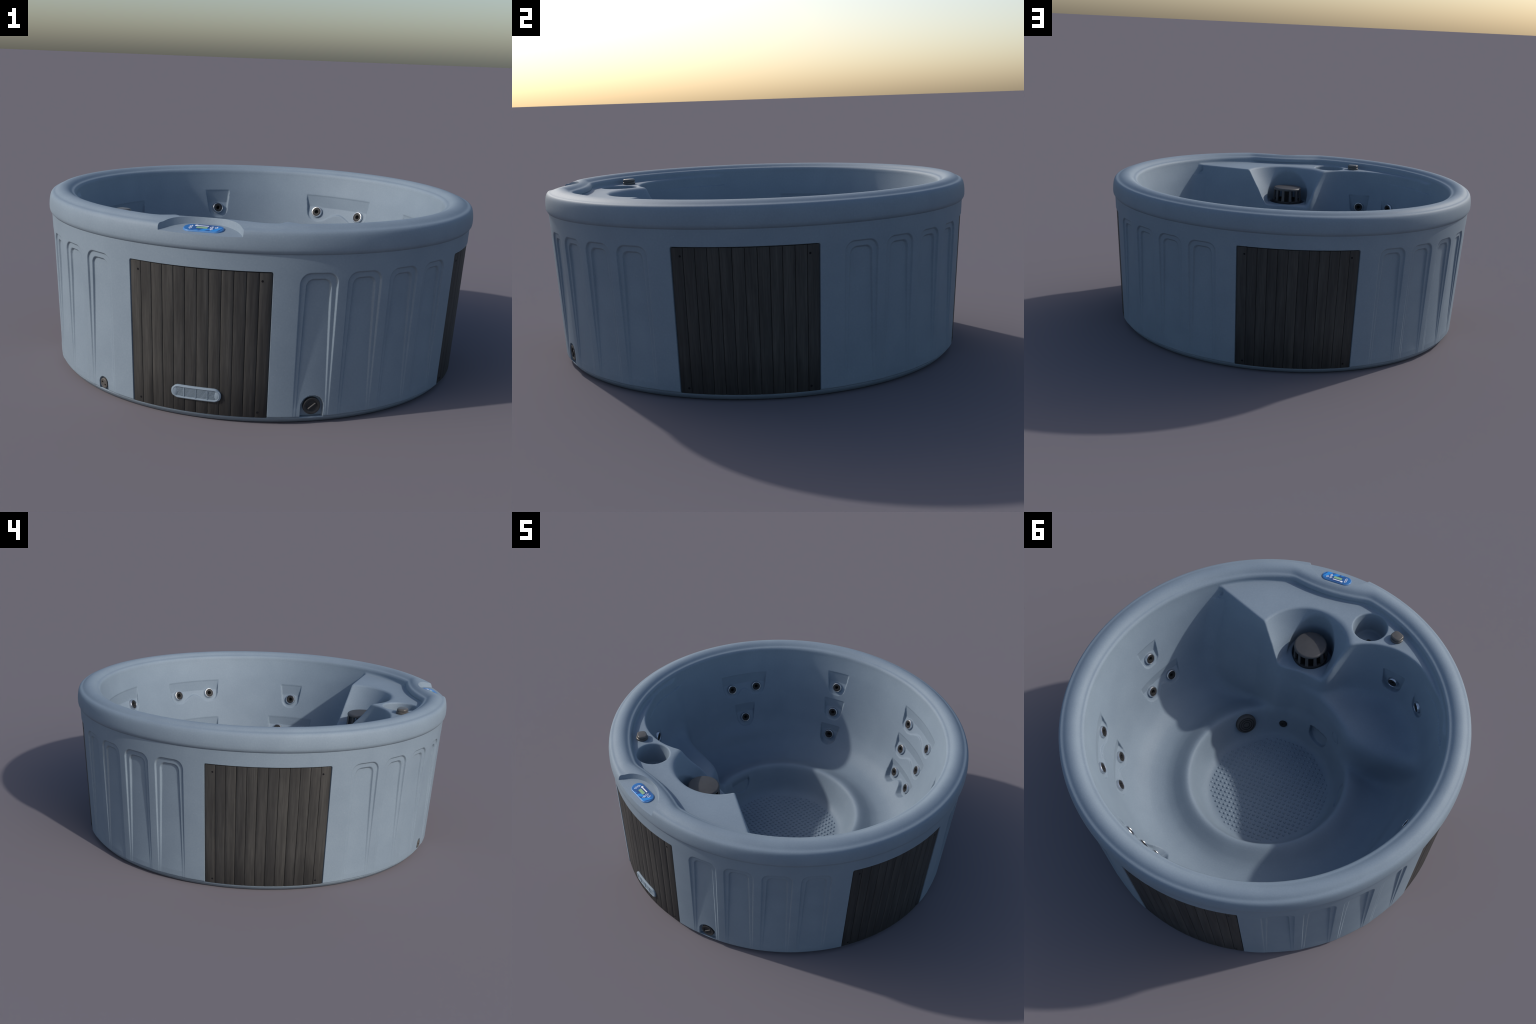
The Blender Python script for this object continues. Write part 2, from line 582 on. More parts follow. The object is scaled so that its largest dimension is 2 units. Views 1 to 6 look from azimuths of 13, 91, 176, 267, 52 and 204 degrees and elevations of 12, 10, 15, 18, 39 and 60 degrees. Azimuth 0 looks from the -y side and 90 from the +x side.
def basin_sdf(P):
    x, y, z = P[:, 0], P[:, 1], P[:, 2]
    well = sstep(0.62, 0.46, np.hypot(x, y))          # the foot well is centred a little to one side of the bowl
    cx, cy = x - OFF[0] - 0.0040 * well, y - OFF[1]
    r = np.hypot(cx, cy)
    d = main_sdf(r, z)
    # the seat runs up more softly into the wall on the -x side
    az0 = np.degrees(np.arctan2(cy, cx))
    d = d + 0.020 * np.exp(-((((az0 - 165 + 180) % 360 - 180) / 15) ** 2) - ((z - 0.255) / 0.05) ** 2 - ((r - 0.72) / 0.07) ** 2)
    # pillow under the keypad
    m = (y < -0.7)
    d[m] = smax(d[m], (pillow_y(x[m], z[m]) - y[m]) * 0.95, 0.012)
    # raised corner seat
    m = (y < 0.12) & (x < 0.25)
    xs, ys, zs_, rs = x[m], y[m], z[m], r[m]
    side = (ys + 0.278 - 0.20 * (RAISED - zs_) - 0.05 * sstep(-0.55, -0.82, xs)) * 0.95
    blk = smax(smax(zs_ - RAISED - 0.11 * np.clip(xs + 0.48, 0, 0.34), side, 0.055), (foot_r(zs_) - rs), 0.03)
    blk = smax(blk, xs + 0.03, 0.06)
    d[m] = smax(d[m], -blk, 0.08)
    # shelf block across the front
    m = (y < -0.05)
    xs, ys, zs_, rs = x[m], y[m], z[m], r[m]
    drop = SHELF - zs_
    face = front_face(xs, ys, zs_)
    ax, ay = xs - CAPS_A[0], ys - CAPS_A[1]
    bd = CAPS_B - CAPS_A
    t = np.clip((ax * bd[0] + ay * bd[1]) / (bd @ bd), 0, 1)
    cap = np.hypot(ax - t * bd[0], ay - t * bd[1]) - (0.326 - 0.15 * drop - 0.25 * np.maximum(drop, 0) ** 2)
    cap = smin(cap, np.hypot(xs + 0.325, ys + 0.352) - 0.178, 0.03)   # the backrest runs out upright beside the bay
    cap = smax(cap, RAISED - zs_, 0.11)
    blk = smax(face, foot_r(zs_) - rs, 0.02)
    blk = smax(blk, -cap, np.interp(zs_, [0.60, 0.75], [0.07, 0.016]))
    blk = smax(blk, ys + 0.21, 0.08)
    blk = smax(blk, zs_ - SHELF, 0.012)
    k = np.where(zs_ > 0.70, 0.012, 0.05)
    d[m] = smax(d[m], -blk, k)
    # filter bay: a leaning funnel over a U-shaped pocket
    m = (y < -0.30) & (np.abs(x) < 0.33)
    xs, ys, zs_ = x[m], y[m], z[m]
    fun = (np.hypot(xs, ys - np.interp(zs_, BAY_Z, BAY_Y)) - np.interp(zs_, BAY_Z, BAY_R)) * 0.72
    fun = np.maximum(fun, zs_ - 0.80)
    pk = np.minimum(np.hypot(xs + 0.012, ys + 0.568) - 0.124,
                    np.maximum(np.abs(xs + 0.012) - 0.124 + 0.16 * np.clip(ys + 0.568, 0, 1), -0.568 - ys))
    bay = smin(smax(fun, 0.557 - zs_, 0.01), smax(pk, 0.557 - zs_, 0.008), 0.006)
    hole = np.maximum(np.hypot(xs + 0.012, ys + 0.596) - 0.108, 0.47 - zs_)
    bay = smin(bay, hole, 0.006)
    bay = np.maximum(bay, -(ys + 0.80))
    d[m] = smin(d[m], bay, 0.010 + 0.012 * sstep(0.0, -0.14, xs))
    # cup holder
    m = (np.hypot(x + 0.284, y + 0.712) < 0.16) & (z > 0.55)
    xs, ys, zs_ = x[m], y[m], z[m]
    cup = smax(np.hypot(xs + 0.284, ys + 0.712) - (0.0895 - 0.10 * (SHELF - zs_)), 0.632 - zs_, 0.012)
    d[m] = smin(d[m], cup, 0.008)
    # nick in the shelf edge where the leaning face meets the wall
    m = (np.hypot(x - 0.540, y + 0.645) < 0.06) & (z > 0.66)
    d[m] = smin(d[m], smax(np.hypot(x[m] - 0.540, y[m] + 0.645) - 0.011, 0.715 + 0.5 * (0.540 - x[m]) - z[m], 0.01), 0.008)
    # jet pockets
    az = np.degrees(np.arctan2(cy, cx))
    for jets, zj, top in POCKETS:
        c = sum(jets) / len(jets)
        m = (np.abs((az - c + 180) % 360 - 180) < 20) & (z > zj - 0.08) & (z < top + 0.05) & (r > 0.58)
        if not m.any():
            continue
        rj = wall_r(zj)
        u = np.radians((az[m] - c + 180) % 360 - 180) * rj
        us = [math.radians(j - c) * rj for j in jets]
        pk = smax(pocket_outline(u, z[m] - zj, us, top - zj), (r[m] - pocket_floor_r(z[m], zj, top)) * 0.95, 0.006)
        d[m] = smin(d[m], pk, 0.004)
    # the two bridging corner-seat jets sit on the shelf's curved backrest
    for jx, jy, jz in ((-0.475, -0.588, 0.532), (-0.647, -0.474, 0.548)):
        m = (np.hypot(x - jx, y - jy) < 0.12) & (np.abs(z - jz) < 0.15)
        v0 = np.array([CAPS_A[0] - jx, CAPS_A[1] - jy])
        v0 /= np.linalg.norm(v0)
        xs, ys, zs_ = x[m] - jx, y[m] - jy, z[m] - jz
        u = xs * -v0[1] + ys * v0[0]
        dep = xs * v0[0] + ys * v0[1]
        pk = smax(pocket_outline(u, zs_, [0.0], 0.075), -(dep + 0.004), 0.006)
        d[m] = smin(d[m], pk, 0.004)
    # D-shaped toe recesses in the foot-well wall
    for c, top in ((-114.0, 0.198), (-173.5, 0.200)):
        m = (np.abs((az - c + 180) % 360 - 180) < 18) & (z < 0.28) & (r < 0.47) & (r > 0.3)
        u = np.radians((az[m] - c + 180) % 360 - 180) * 0.405
        v = z[m] - (top - 0.045)
        o_ = np.where(v > 0, np.abs(u) - 0.069, np.hypot(u, v * 1.1) - 0.069)
        pk = smax(np.maximum(o_, v - 0.045), r[m] - np.minimum(0.4105, 0.391 + 0.40 * (z[m] - 0.1)), 0.006)
        pk = np.maximum(pk, FLOOR + 0.012 - z[m])
        d[m] = smin(d[m], pk, 0.004)
    return d


H = 0.0062
gx = np.arange(-0.905, 0.905, H)
gy = np.arange(-0.905, 0.905, H)
gz = np.arange(0.012, 0.800, H)
nx, ny, nz = len(gx), len(gy), len(gz)
# evaluate only where the coarse field says the wall may be near
S = 6
cgx, cgy, cgz = gx[::S], gy[::S], gz[::S]
CX, CY, CZ = np.meshgrid(cgx + H * S / 2, cgy + H * S / 2, cgz + H * S / 2, indexing="ij")
cd = basin_sdf(np.stack([CX.ravel(), CY.ravel(), CZ.ravel()], -1)).reshape(CX.shape)
field = np.repeat(np.repeat(np.repeat(cd, S, 0), S, 1), S, 2)[:nx, :ny, :nz].astype(np.float32)
act = np.abs(cd) < H * S * 1.5
fine = np.repeat(np.repeat(np.repeat(act, S, 0), S, 1), S, 2)[:nx, :ny, :nz]
# include one more sample on each high side so cells at block borders are exact
fine2 = fine.copy()
for ax in range(3):
    fine2 |= np.roll(fine2, 1, ax)
idx = np.nonzero(fine2.ravel())[0]
ii, rem = np.divmod(idx, ny * nz)
jj, kk = np.divmod(rem, nz)
flat = field.ravel()
for s in range(0, len(idx), 1500000):
    e = slice(s, s + 1500000)
    flat[idx[e]] = basin_sdf(np.stack([gx[ii[e]], gy[jj[e]], gz[kk[e]]], -1))
field = flat.reshape(nx, ny, nz)
inside = field < 0
cnt = np.zeros((nx - 1, ny - 1, nz - 1), np.int8)
for a in (0, 1):
    for b in (0, 1):
        for c in (0, 1):
            cnt += inside[a:nx - 1 + a, b:ny - 1 + b, c:nz - 1 + c]
cells = np.argwhere((cnt > 0) & (cnt < 8))
vid = np.full(cnt.shape, -1, np.int32)
vid[cells[:, 0], cells[:, 1], cells[:, 2]] = np.arange(len(cells))
acc = np.zeros((len(cells), 3))
num = np.zeros(len(cells))
cor = [(a, b, c) for a in (0, 1) for b in (0, 1) for c in (0, 1)]
vals = {q: field[cells[:, 0] + q[0], cells[:, 1] + q[1], cells[:, 2] + q[2]] for q in cor}
for p in cor:
    for q in cor:
        if sum(abs(p[i] - q[i]) for i in range(3)) == 1 and p < q:
            va, vb = vals[p], vals[q]
            m = (va < 0) != (vb < 0)
            t = np.where(m, va / np.where(m, va - vb, 1), 0)
            pt = np.array(p)[None] + t[:, None] * (np.array(q) - np.array(p))[None]
            acc[m] += pt[m]
            num[m] += 1
P = np.array([gx[0], gy[0], gz[0]]) + (cells + acc / num[:, None]) * H


def grad(P, e=0.0018):
    g = np.empty_like(P)
    for i in range(3):
        dp = np.zeros(3)
        dp[i] = e
        g[:, i] = (basin_sdf(P + dp) - basin_sdf(P - dp)) / (2 * e)
    return g


for it in range(3):
    g = grad(P)
    f = basin_sdf(P)
    st_ = f[:, None] * g / np.maximum((g * g).sum(1), 0.15)[:, None]
    ln = np.linalg.norm(st_, axis=1)
    st_ *= np.minimum(1, 0.6 * H / np.maximum(ln, 1e-9))[:, None]
    P = P - st_
quads = []
for ax in range(3):
    o1, o2 = [(1, 2), (2, 0), (0, 1)][ax]
    sl0 = [slice(1, -1)] * 3
    sl0[ax] = slice(0, -1)
    sl1 = [slice(1, -1)] * 3
    sl1[ax] = slice(1, None)
    a, b = inside[tuple(sl0)], inside[tuple(sl1)]
    e = np.argwhere(a != b)
    sgn = a[e[:, 0], e[:, 1], e[:, 2]]
    base = e.copy()
    for k in range(3):
        if k != ax:
            base[:, k] += 1
    q = []
    for d1, d2 in ((0, 0), (1, 0), (1, 1), (0, 1)):
        c = base.copy()
        c[:, o1] -= d1
        c[:, o2] -= d2
        q.append(vid[c[:, 0], c[:, 1], c[:, 2]])
    q = np.stack(q, 1)
    q[sgn] = q[sgn][:, ::-1]
    quads.append(q)
Q = np.concatenate(quads)
Q = Q[(Q >= 0).all(1)]
Q = Q[(P[Q][:, :, 2].max(1) < 0.778)]
N = -grad(P, 0.0022)
N /= np.maximum(np.linalg.norm(N, axis=1), 1e-9)[:, None]
# split into named regions that share their border vertices and normals
cen = P[Q].mean(1)
cr = np.hypot(cen[:, 0] - OFF[0], cen[:, 1] - OFF[1])
nzf = N[Q].mean(1)[:, 2]
foot = (cr < 0.432) & (cen[:, 2] < 0.232)
shelf = (cen[:, 1] < -0.40) & ~foot & (cr < 0.868) & (
    ((cen[:, 0] - 0.24) * 0.384 + (cen[:, 1] + 0.54) * 0.923 < 0.02) & (cen[:, 2] > 0.50) & (cen[:, 0] > -0.26)
    | (cen[:, 2] > 0.735))
seat = ~foot & ~shelf
for nm, msk in (("seat_basin", seat), ("foot_well", foot), ("front_shelf", shelf)):
    q = Q[msk]
    used, inv = np.unique(q, return_inverse=True)
    me = make_mesh(nm, P[used], inv.reshape(q.shape), None)
    me.polygons.foreach_set("use_smooth", np.ones(len(me.polygons), bool))
    me.normals_split_custom_set_from_vertices([tuple(v) for v in N[used]])
    link(nm, me, SHELL, tub)

# grip bumps on the foot-well floor: 26 x 26 square grid clipped to an octagon
bv, bf = [], []
for i in range(26):
    for j in range(26):
        dx, dy = (i - 12.5) * 0.025, (j - 12.5) * 0.025
        if abs(dx) + abs(dy) > 0.428:
            continue
        x0, y0 = -0.0065 + dx, 0.0045 + dy
        b0 = len(bv)
        for rr, hh in ((0.0078, -0.001), (0.0071, 0.0022), (0.0048, 0.0046)):
            for k in range(10):
                a = 2 * math.pi * k / 10
                bv.append((x0 + rr * math.cos(a), y0 + rr * math.sin(a), FLOOR + hh))
        bv.append((x0, y0, FLOOR + 0.0054))
        for l in range(2):
            for k in range(10):
                bf.append((b0 + l * 10 + k, b0 + l * 10 + (k + 1) % 10, b0 + l * 10 + 10 + (k + 1) % 10, b0 + l * 10 + 10 + k))
        for k in range(10):
            bf.append((b0 + 20 + k, b0 + 20 + (k + 1) % 10, b0 + 30))
bumps = link("grip_bumps", make_mesh("grip_bumps", bv, bf, 60), SHELL, tub)
bumps["kind"] = "stuff"


# ------------------------------------------------------------------ plank panels
PW, PTOP, PBOT, SURF = 34.40 / 12, 0.6285, 0.0265, -0.0030


def plank_mesh(name, round_left=False, round_right=False):
    hw = PW / 2 - 0.042
    rc = 0.006
    zr_ = [PBOT, PBOT + 0.0016, 0.2, 0.4, PTOP - rc, PTOP - rc * 0.6, PTOP - rc * 0.3, PTOP - rc * 0.13, PTOP - 0.0012, PTOP]
    verts = []
    rows = 0
    for z in zr_:
        tl = tr_ = 0.0
        zz = z - (PTOP - rc)
        if zz > 0:
            ins = (rc - math.sqrt(max(rc * rc - zz * zz, 0))) / 0.0168
            tl, tr_ = (ins if round_left else 0), (ins if round_right else 0)
        end = 0.0016 if z in (PBOT, PTOP) else 0.0
        us = [(-hw + tl, -0.0105), (-hw + tl, -0.0014), (-hw + tl + 0.025, -0.0005), (-hw + tl + 0.075, 0.0),
              (-hw * 0.33, 0.0), (hw * 0.33, 0.0),
              (hw - tr_ - 0.075, 0.0), (hw - tr_ - 0.025, -0.0005), (hw - tr_, -0.0014), (hw - tr_, -0.0105)]
        for u, d in us:
            verts.append(polar(u, float(skirt_r(z)) + SURF + d - end * (d > -0.01), z))
        rows += 1
    nu = 10
    f = [tuple(q) for q in grid_faces(rows, nu)[:, ::-1]]
    f.append(tuple(range(nu)))
    f.append(tuple(range((rows - 1) * nu, rows * nu))[::-1])
    me = make_mesh(name, verts, f, 50)
    me.materials.append(PLANK)
    return me


PM = [plank_mesh("plank_first", True, False), plank_mesh("plank_middle"), plank_mesh("plank_last", False, True)]
screw_me = lathe("screw", [(0, 0.0003), (0.0042, 0.0006), (0.0048, 0.0002), (0.0048, -0.003), (0, -0.003)], 20)
screw_me.materials.append(SCREW)
for c in PANELS:
    nb = 60
    bz = np.array([PBOT - 0.001, PTOP - 0.006])
    ba = np.linspace(-17.15, 17.15, nb)
    verts = []
    for d in (-0.0095, -0.0125):
        for a in ba:
            for z in bz:
                verts.append(polar(a, float(skirt_r(z)) + d, z))
    fa = [tuple(q) for q in grid_faces(nb, 2)[:, ::1]] + [tuple(q + nb * 2) for q in grid_faces(nb, 2)[:, ::-1]]
    board = link("plank_panel", make_mesh("panel_backing", verts, fa, 30), GAP, tub)
    board.rotation_euler = (0, 0, math.radians(c))
    for k in range(12):
        ob = link("plank", PM[0 if k == 0 else 2 if k == 11 else 1], None, board)
        ob.rotation_euler = (0, 0, math.radians(-17.2 + PW * (k + 0.5)))
    for a in (-15.05, 15.0):
        for z in (0.594, 0.049):
            ob = link("screw", screw_me, None, board)
            ob.matrix_basis = frame(polar(a, float(skirt_r(z)) + SURF, z), polar(a, 1, -0.0556))


# ------------------------------------------------------------------ air vent on the front panel
VAZ, VZ, VR = PANELS[0] + 0.03, 0.1105, 0.953


def bend(pts):
    out = []
    for u, v, d in pts:
        z = VZ + v
        out.append(polar(VAZ + math.degrees(u / VR), float(skirt_r(z)) + SURF + d, z))
    return out


def tube_ring(hl, hw, rc, rad_o, rad_h, nseg=8):
    path = np.array(stadium(hl, hw, rc, 12))
    extra = []
    for a, b in zip(path, np.roll(path, -1, 0)):   # subdivide the long straight runs so that they bend
        m = max(1, int(np.linalg.norm(b - a) / 0.012))
        extra += [a + (b - a) * t / m for t in range(m)]
    path = np.array(extra)
    t = np.roll(path, -1, 0) - np.roll(path, 1, 0)
    nrm = np.stack([t[:, 1], -t[:, 0]], -1)
    nrm /= np.linalg.norm(nrm, axis=1)[:, None]
    pts = []
    for p, nn in zip(path, nrm):
        for k in range(nseg + 1):
            a = math.pi * k / nseg
            pts.append((p[0] + nn[0] * rad_o * math.cos(a), p[1] + nn[1] * rad_o * math.cos(a), rad_h * math.sin(a)))
    return bend(pts), grid_faces(len(path), nseg + 1, wrap_u=True)


def bent_box(u0, u1, v0, v1, d0, d1, nu=14):
    pts = []
    us = np.linspace(u0, u1, nu)
    for u in us:
        pts += [(u, v0, d0), (u, v0, d1), (u, v1, d1), (u, v1, d0)]
    f = [tuple(q) for q in grid_faces(nu, 4, wrap_v=True)]
    f += [(0, 1, 2, 3), tuple(range(4 * nu - 4, 4 * nu))[::-1]]
    return bend(pts), f


v, f = tube_ring(0.0965, 0.0228, 0.0226, 0.0060, 0.0100)
me = make_mesh("air_vent", v, f, 50)
vent = link("air_vent", me, SHELL, tub)
v, f = bent_box(-0.088, 0.088, -0.0185, 0.0185, 0.0, 0.0030, 20)
link("vent_back", make_mesh("vent_back", v, f, 30), SHELL, vent)
for k in range(8):
    zc = -0.0165 + 0.0047 * k
    v, f = bent_box(-0.085, 0.085, zc - 0.0012, zc + 0.0012, 0.002, 0.0078, 20)
    link("vent_slat", make_mesh("vent_slat", v, f, 30), SHELL, vent)
for u in (-0.0485, 0.0, 0.0485):
    v, f = bent_box(u - 0.0016, u + 0.0016, -0.0195, 0.0195, 0.002, 0.0092, 3)
    link("vent_divider", make_mesh("vent_divider", v, f, 30), SHELL, vent)
for s in (-1, 1):
    pts = []
    rings = [(1.0, 0.002), (1.0, 0.0075), (0.85, 0.0090), (0.0, 0.0092)]
    for q, h in rings:
        for k in range(28):
            a = 2 * math.pi * k / 28
            pts.append((s * 0.0905 + 0.0130 * q * math.cos(a), 0.0205 * q * math.sin(a), h))
    link("vent_end", make_mesh("vent_end", bend(pts), grid_faces(4, 28, wrap_v=True), 40), SHELL, vent)


# ------------------------------------------------------------------ drains low on the skirt
def fitting(name, me, mat, origin, normal, parent=tub, spin=0.0):
    ob = link(name, me, mat, parent)
    ob.matrix_basis = frame(origin, normal) @ Matrix.Rotation(spin, 4, "Z")
    return ob


az, hw, top, dep = DRAINS[0]
zc = 0.0740
rr = float(skirt_r(zc)) - dep
big = fitting("drain_cap", lathe("drain_cap", [(0, 0.0085), (0.0215, 0.0085), (0.0228, 0.0095), (0.0236, 0.0125), (0.0265, 0.0140),
                                               (0.0335, 0.0140), (0.0355, 0.0125), (0.0362, 0.009), (0.0362, -0.004), (0, -0.004)], 64),
              CAPDARK, polar(az, rr, zc), polar(az, 1, -0.05))
bar = prism("drain_grip", stadium(0.0205, 0.0030, 0.0029), [(0, 0.004), (0, 0.0135), (0.0009, 0.0150), (0.0018, 0.0155)])
ob = link("drain_grip", bar, CAPGREY, big)
ob.matrix_basis = Matrix.Rotation(math.radians(38), 4, "Z")
az, hw, top, dep = DRAINS[1]
zc = 0.0545
rr = float(skirt_r(zc)) - dep
small = fitting("drain_plug", lathe("drain_plug", [(0, 0.0125), (0.0125, 0.0125), (0.0145, 0.0125), (0.0155, 0.0138), (0.0195, 0.0138), (0.0215, 0.0125),
                                                   (0.022, 0.009), (0.022, -0.004), (0, -0.004)], 48), KNOB, polar(az, rr, zc), polar(az, 1, -0.05))
for s in (-1, 1):
    h = link("plug_slot", prism("plug_slot", stadium(0.0040, 0.0026, 0.0024, 5), [(0, 0.009), (0, 0.0133)]), DARKHOLE, small)
    h.matrix_basis = Matrix.Rotation(math.radians(-28), 4, "Z") @ Matrix.Translation((s * 0.0095, 0, 0))

# ------------------------------------------------------------------ jets
jet_me = lathe("jet", [(0.0225, 0.0080), (0.0238, 0.0132), (0.0250, 0.0146), (0.0264, 0.0143), (0.0283, 0.0122), (0.0299, 0.0085), (0.0306, 0.0040), (0.0308, -0.006)], 48)
jet_me.materials.append(CHROME)
noz_me = lathe("jet_nozzle", [(0, 0.0020), (0.0055, 0.0020), (0.0075, 0.0040), (0.0100, 0.0105), (0.0112, 0.0125), (0.0150, 0.0134), (0.0205, 0.0132),
                              (0.0232, 0.0122), (0.0240, 0.009), (0.0240, -0.002)], 40)
noz_me.materials.append(BLACK)
hole_me = lathe("jet_hole", [(0, 0.0042), (0.0072, 0.0042), (0.0072, 0.0005)], 24)
hole_me.materials.append(DARKHOLE)
fl_me = lathe("jet_flange", [(0.0322, -0.003), (0.0324, 0.0010), (0.0335, 0.0017), (0.0362, 0.0012), (0.0368, -0.003)], 48)
fl_me.materials.append(SHELL)


def add_jet(origin, normal):
    j = link("jet", jet_me, None, tub)
    j.matrix_basis = frame(origin, normal)
    for nm, me in (("jet_nozzle", noz_me), ("jet_hole", hole_me), ("jet_flange", fl_me)):
        link(nm, me, None, j)


for jets, zj, top in POCKETS:
    for a in jets:
        rr = float(pocket_floor_r(zj, zj, top))
        sl = float(pocket_floor_r(zj + 0.01, zj, top) - pocket_floor_r(zj - 0.02, zj, top)) / 0.03
        x, y, z = polar(a, rr, zj)
        ca = math.radians(a)
        n_ = Vector((-math.cos(ca), -math.sin(ca), min(sl, 1.2)))
        add_jet((x + OFF[0], y + OFF[1], z), n_)
for jx, jy, jz in ((-0.475, -0.588, 0.532), (-0.647, -0.474, 0.548)):
    v0 = Vector((CAPS_A[0] - jx, CAPS_A[1] - jy, 0)).normalized()
    add_jet(Vector((jx, jy, jz)) - v0 * 0.004, (v0.x, v0.y, 0.05))


# ------------------------------------------------------------------ foot-well fittings
def on_foot_wall(az, z, out=0.0):
    """Walk outwards from the basin's axis until the moulded surface is met."""
    rr = np.linspace(0.25, 0.55, 1200)
    a = math.radians(az)
    pts = np.stack([OFF[0] + rr * math.cos(a), OFF[1] + rr * math.sin(a), np.full_like(rr, z)], -1)
    k = int(np.argmax(basin_sdf(pts) > 0))
    return tuple(pts[k])


def foot_frame(az, z):
    p = np.array(on_foot_wall(az, z))
    n = -grad(p[None], 0.006)[0]
    return tuple(p), tuple(n)


def foot_normal(az, lean=0.18):
    a = math.radians(az)
    return (-math.cos(a), -math.sin(a), lean)


suc = fitting("suction_cover", lathe("suction_cover", [(0, 0.0235), (0.048, 0.0235), (0.0535, 0.0220), (0.0565, 0.0185), (0.0585, 0.004), (0.0585, -0.02), (0, -0.02)], 64),
              CAPGREY, *foot_frame(-47.2, 0.130))
for rr in (0.018, 0.031, 0.043):
    link("cover_ridge", lathe("cover_ridge", [(rr - 0.0022, 0.0225), (rr - 0.0012, 0.0252), (rr + 0.0012, 0.0252), (rr + 0.0022, 0.0225)], 48), BLACK, suc)
inl = fitting("return_inlet", lathe("return_inlet", [(0, 0.0015), (0.006, 0.0015), (0.009, 0.007), (0.017, 0.0085), (0.0205, 0.0075), (0.0225, 0.004), (0.0225, -0.01), (0, -0.01)], 40),
              BLACK, *foot_frame(-79.2, 0.118))
link("inlet_collar", lathe("inlet_collar", [(0.0235, -0.006), (0.0238, 0.0018), (0.026, 0.0032), (0.030, 0.002), (0.031, -0.006)], 40), SHELL, inl)
lamp = fitting("light_cover", lathe("light_cover", [(0, 0.0020), (0.027, 0.0020), (0.029, 0.0010), (0.031, 0.0035), (0.0345, 0.0035), (0.036, 0.0015), (0.0365, -0.012), (0, -0.012)], 48),
               SHELL, *foot_frame(-131.0, 0.275))

# ------------------------------------------------------------------ filter basket
FX, FY, FZ = -0.012, -0.567, 0.557
flt = link("filter_basket", lathe("filter_basket", [(0, 0.0), (0.0925, 0.0), (0.0930, 0.006), (0.0915, 0.0125), (0.0885, 0.0145), (0.078, 0.0145), (0.076, 0.004), (0.026, 0.004), (0.024, 0.068), (0, 0.068)], 72), BLACK, tub)
flt.location = (FX, FY, FZ)
link("filter_lid", lathe("filter_lid", [(0.070, 0.0785), (0.0855, 0.0785), (0.0865, 0.0795), (0.0865, 0.0845), (0.0850, 0.0885), (0.0810, 0.0915), (0.0760, 0.0925), (0, 0.0935)], 72), CHARCOAL, flt)
rib = []
for i in range(2):
    hw_ = math.radians((5.8, 5.0)[i])
    rb, z_ = ((0.0895, 0.013), (0.0850, 0.080))[i]
    for a_, r_ in ((-hw_, rb), (hw_, rb), (hw_, rb - 0.009), (-hw_, rb - 0.009)):
        rib.append((r_ * math.cos(a_), r_ * math.sin(a_), z_))
rib_me = make_mesh("filter_rib", rib, [(0, 1, 5, 4), (1, 2, 6, 5), (2, 3, 7, 6), (3, 0, 4, 7)], 20)
rib_me.materials.append(CHARCOAL)
for k in range(12):
    ob = link("filter_rib", rib_me, None, flt)
    ob.rotation_euler = (0, 0, 2 * math.pi * (k + 0.30) / 12)

# drain dot on the cup holder's floor
cup = link("cup_drain", lathe("cup_drain", [(0, 0.0015), (0.009, 0.0015), (0.0105, 0.0035), (0.014, 0.0035), (0.0155, -0.002)], 28), CAPDARK, tub)
cup.location = (-0.284, -0.712, 0.632)

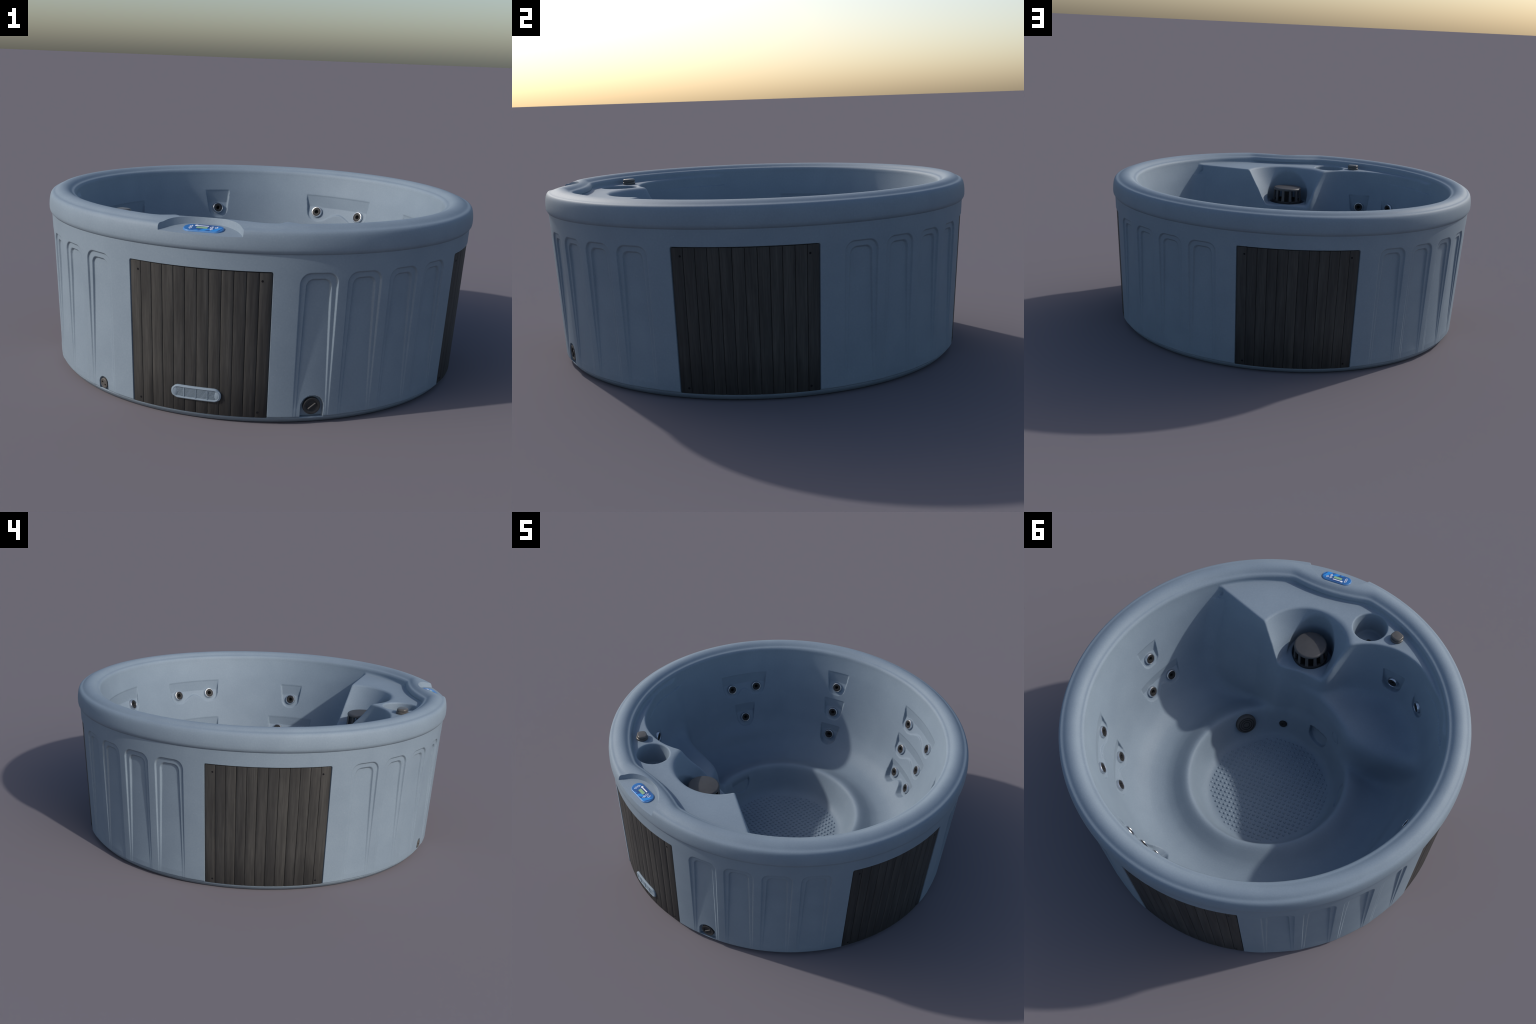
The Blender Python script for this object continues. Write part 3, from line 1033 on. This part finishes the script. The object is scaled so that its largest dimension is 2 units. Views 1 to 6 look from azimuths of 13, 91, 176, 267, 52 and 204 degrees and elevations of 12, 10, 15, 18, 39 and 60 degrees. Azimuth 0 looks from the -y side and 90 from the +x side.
# ------------------------------------------------------------------ diverter knob
kb = link("diverter_knob", lathe("diverter_knob", [(0, 0.013), (0.024, 0.013), (0.0295, 0.0125), (0.0325, 0.010), (0.0330, 0.005), (0.0320, 0.0), (0, -0.002)], 48), KNOB, tub)
kb.location = (-0.437, -0.690, SHELF)
grip_outline = []
for i in range(40):
    a_ = 2 * math.pi * i / 40
    grip_outline.append((0.0310 * math.copysign(abs(math.cos(a_)) ** 0.75, math.cos(a_)), 0.0270 * math.copysign(abs(math.sin(a_)) ** 0.6, math.sin(a_))))
g = link("knob_grip", prism("knob_grip", grip_outline, [(0.003, 0.011), (0.0, 0.0155), (0.0, 0.0225), (0.0015, 0.0262), (0.004, 0.0280), (0.008, 0.0287)]), KNOB, kb)
g.rotation_euler = (0, 0, math.radians(-24))

# ------------------------------------------------------------------ keypad
kp = link("control_panel", prism("control_panel", stadium(0.0815, 0.0350, 0.0335, 12),
                                 [(0, -0.005), (0, 0.0016), (0.0008, 0.0036), (0.0022, 0.0050), (0.0040, 0.0056)]), KEYEDGE, tub)
kp.matrix_basis = Matrix.Translation((-0.0105, -0.936, FLOOR_Z(-0.936))) @ Matrix.Rotation(math.atan(0.18), 4, "X")
link("keypad_face", prism("keypad_face", stadium(0.0770, 0.0305, 0.0290, 12), [(0, 0.0038), (0, 0.0061)]), KEYFACE, kp)


def stamp(name, outline, mat, x, y, h0=0.0056, h1=0.0065):
    ob = link(name, prism(name, outline, [(0, h0), (0, h1)]), mat, kp)
    ob.location = (x, y, 0)
    return ob


stamp("lcd_screen", stadium(0.0220, 0.0082, 0.0008, 2), LCD, -0.0065, -0.0005)
ring_me = lathe("button_mark", [(0.0042, 0.0056), (0.0042, 0.0065), (0.0064, 0.0065), (0.0064, 0.0056)], 28)
ring_me.materials.append(INK)
for x, y in ((-0.0515, -0.0080), (-0.0515, 0.0072), (0.033, -0.0085), (0.0305, 0.0073), (0.0490, 0.0073)):
    ob = link("button_mark", ring_me, None, kp)
    ob.location = (x, y, 0)
for x, y in ((-0.0510, -0.0172), (-0.0500, 0.0165), (0.0330, -0.0180), (0.0330, 0.0165), (0.0515, 0.0165)):
    stamp("button_symbol", stadium(0.0028, 0.0013, 0.0010, 3), INK, x, y)
stamp("print_strip", stadium(0.0235, 0.0030, 0.0028, 5), INK, -0.0070, 0.0172)
stamp("print_dot", stadium(0.0062, 0.0062, 0.0061, 8), INK, -0.0330, 0.0182, 0.0056, 0.0067)
stamp("button_fill", stadium(0.0030, 0.0028, 0.0027, 6), INK, 0.0362, -0.0085)
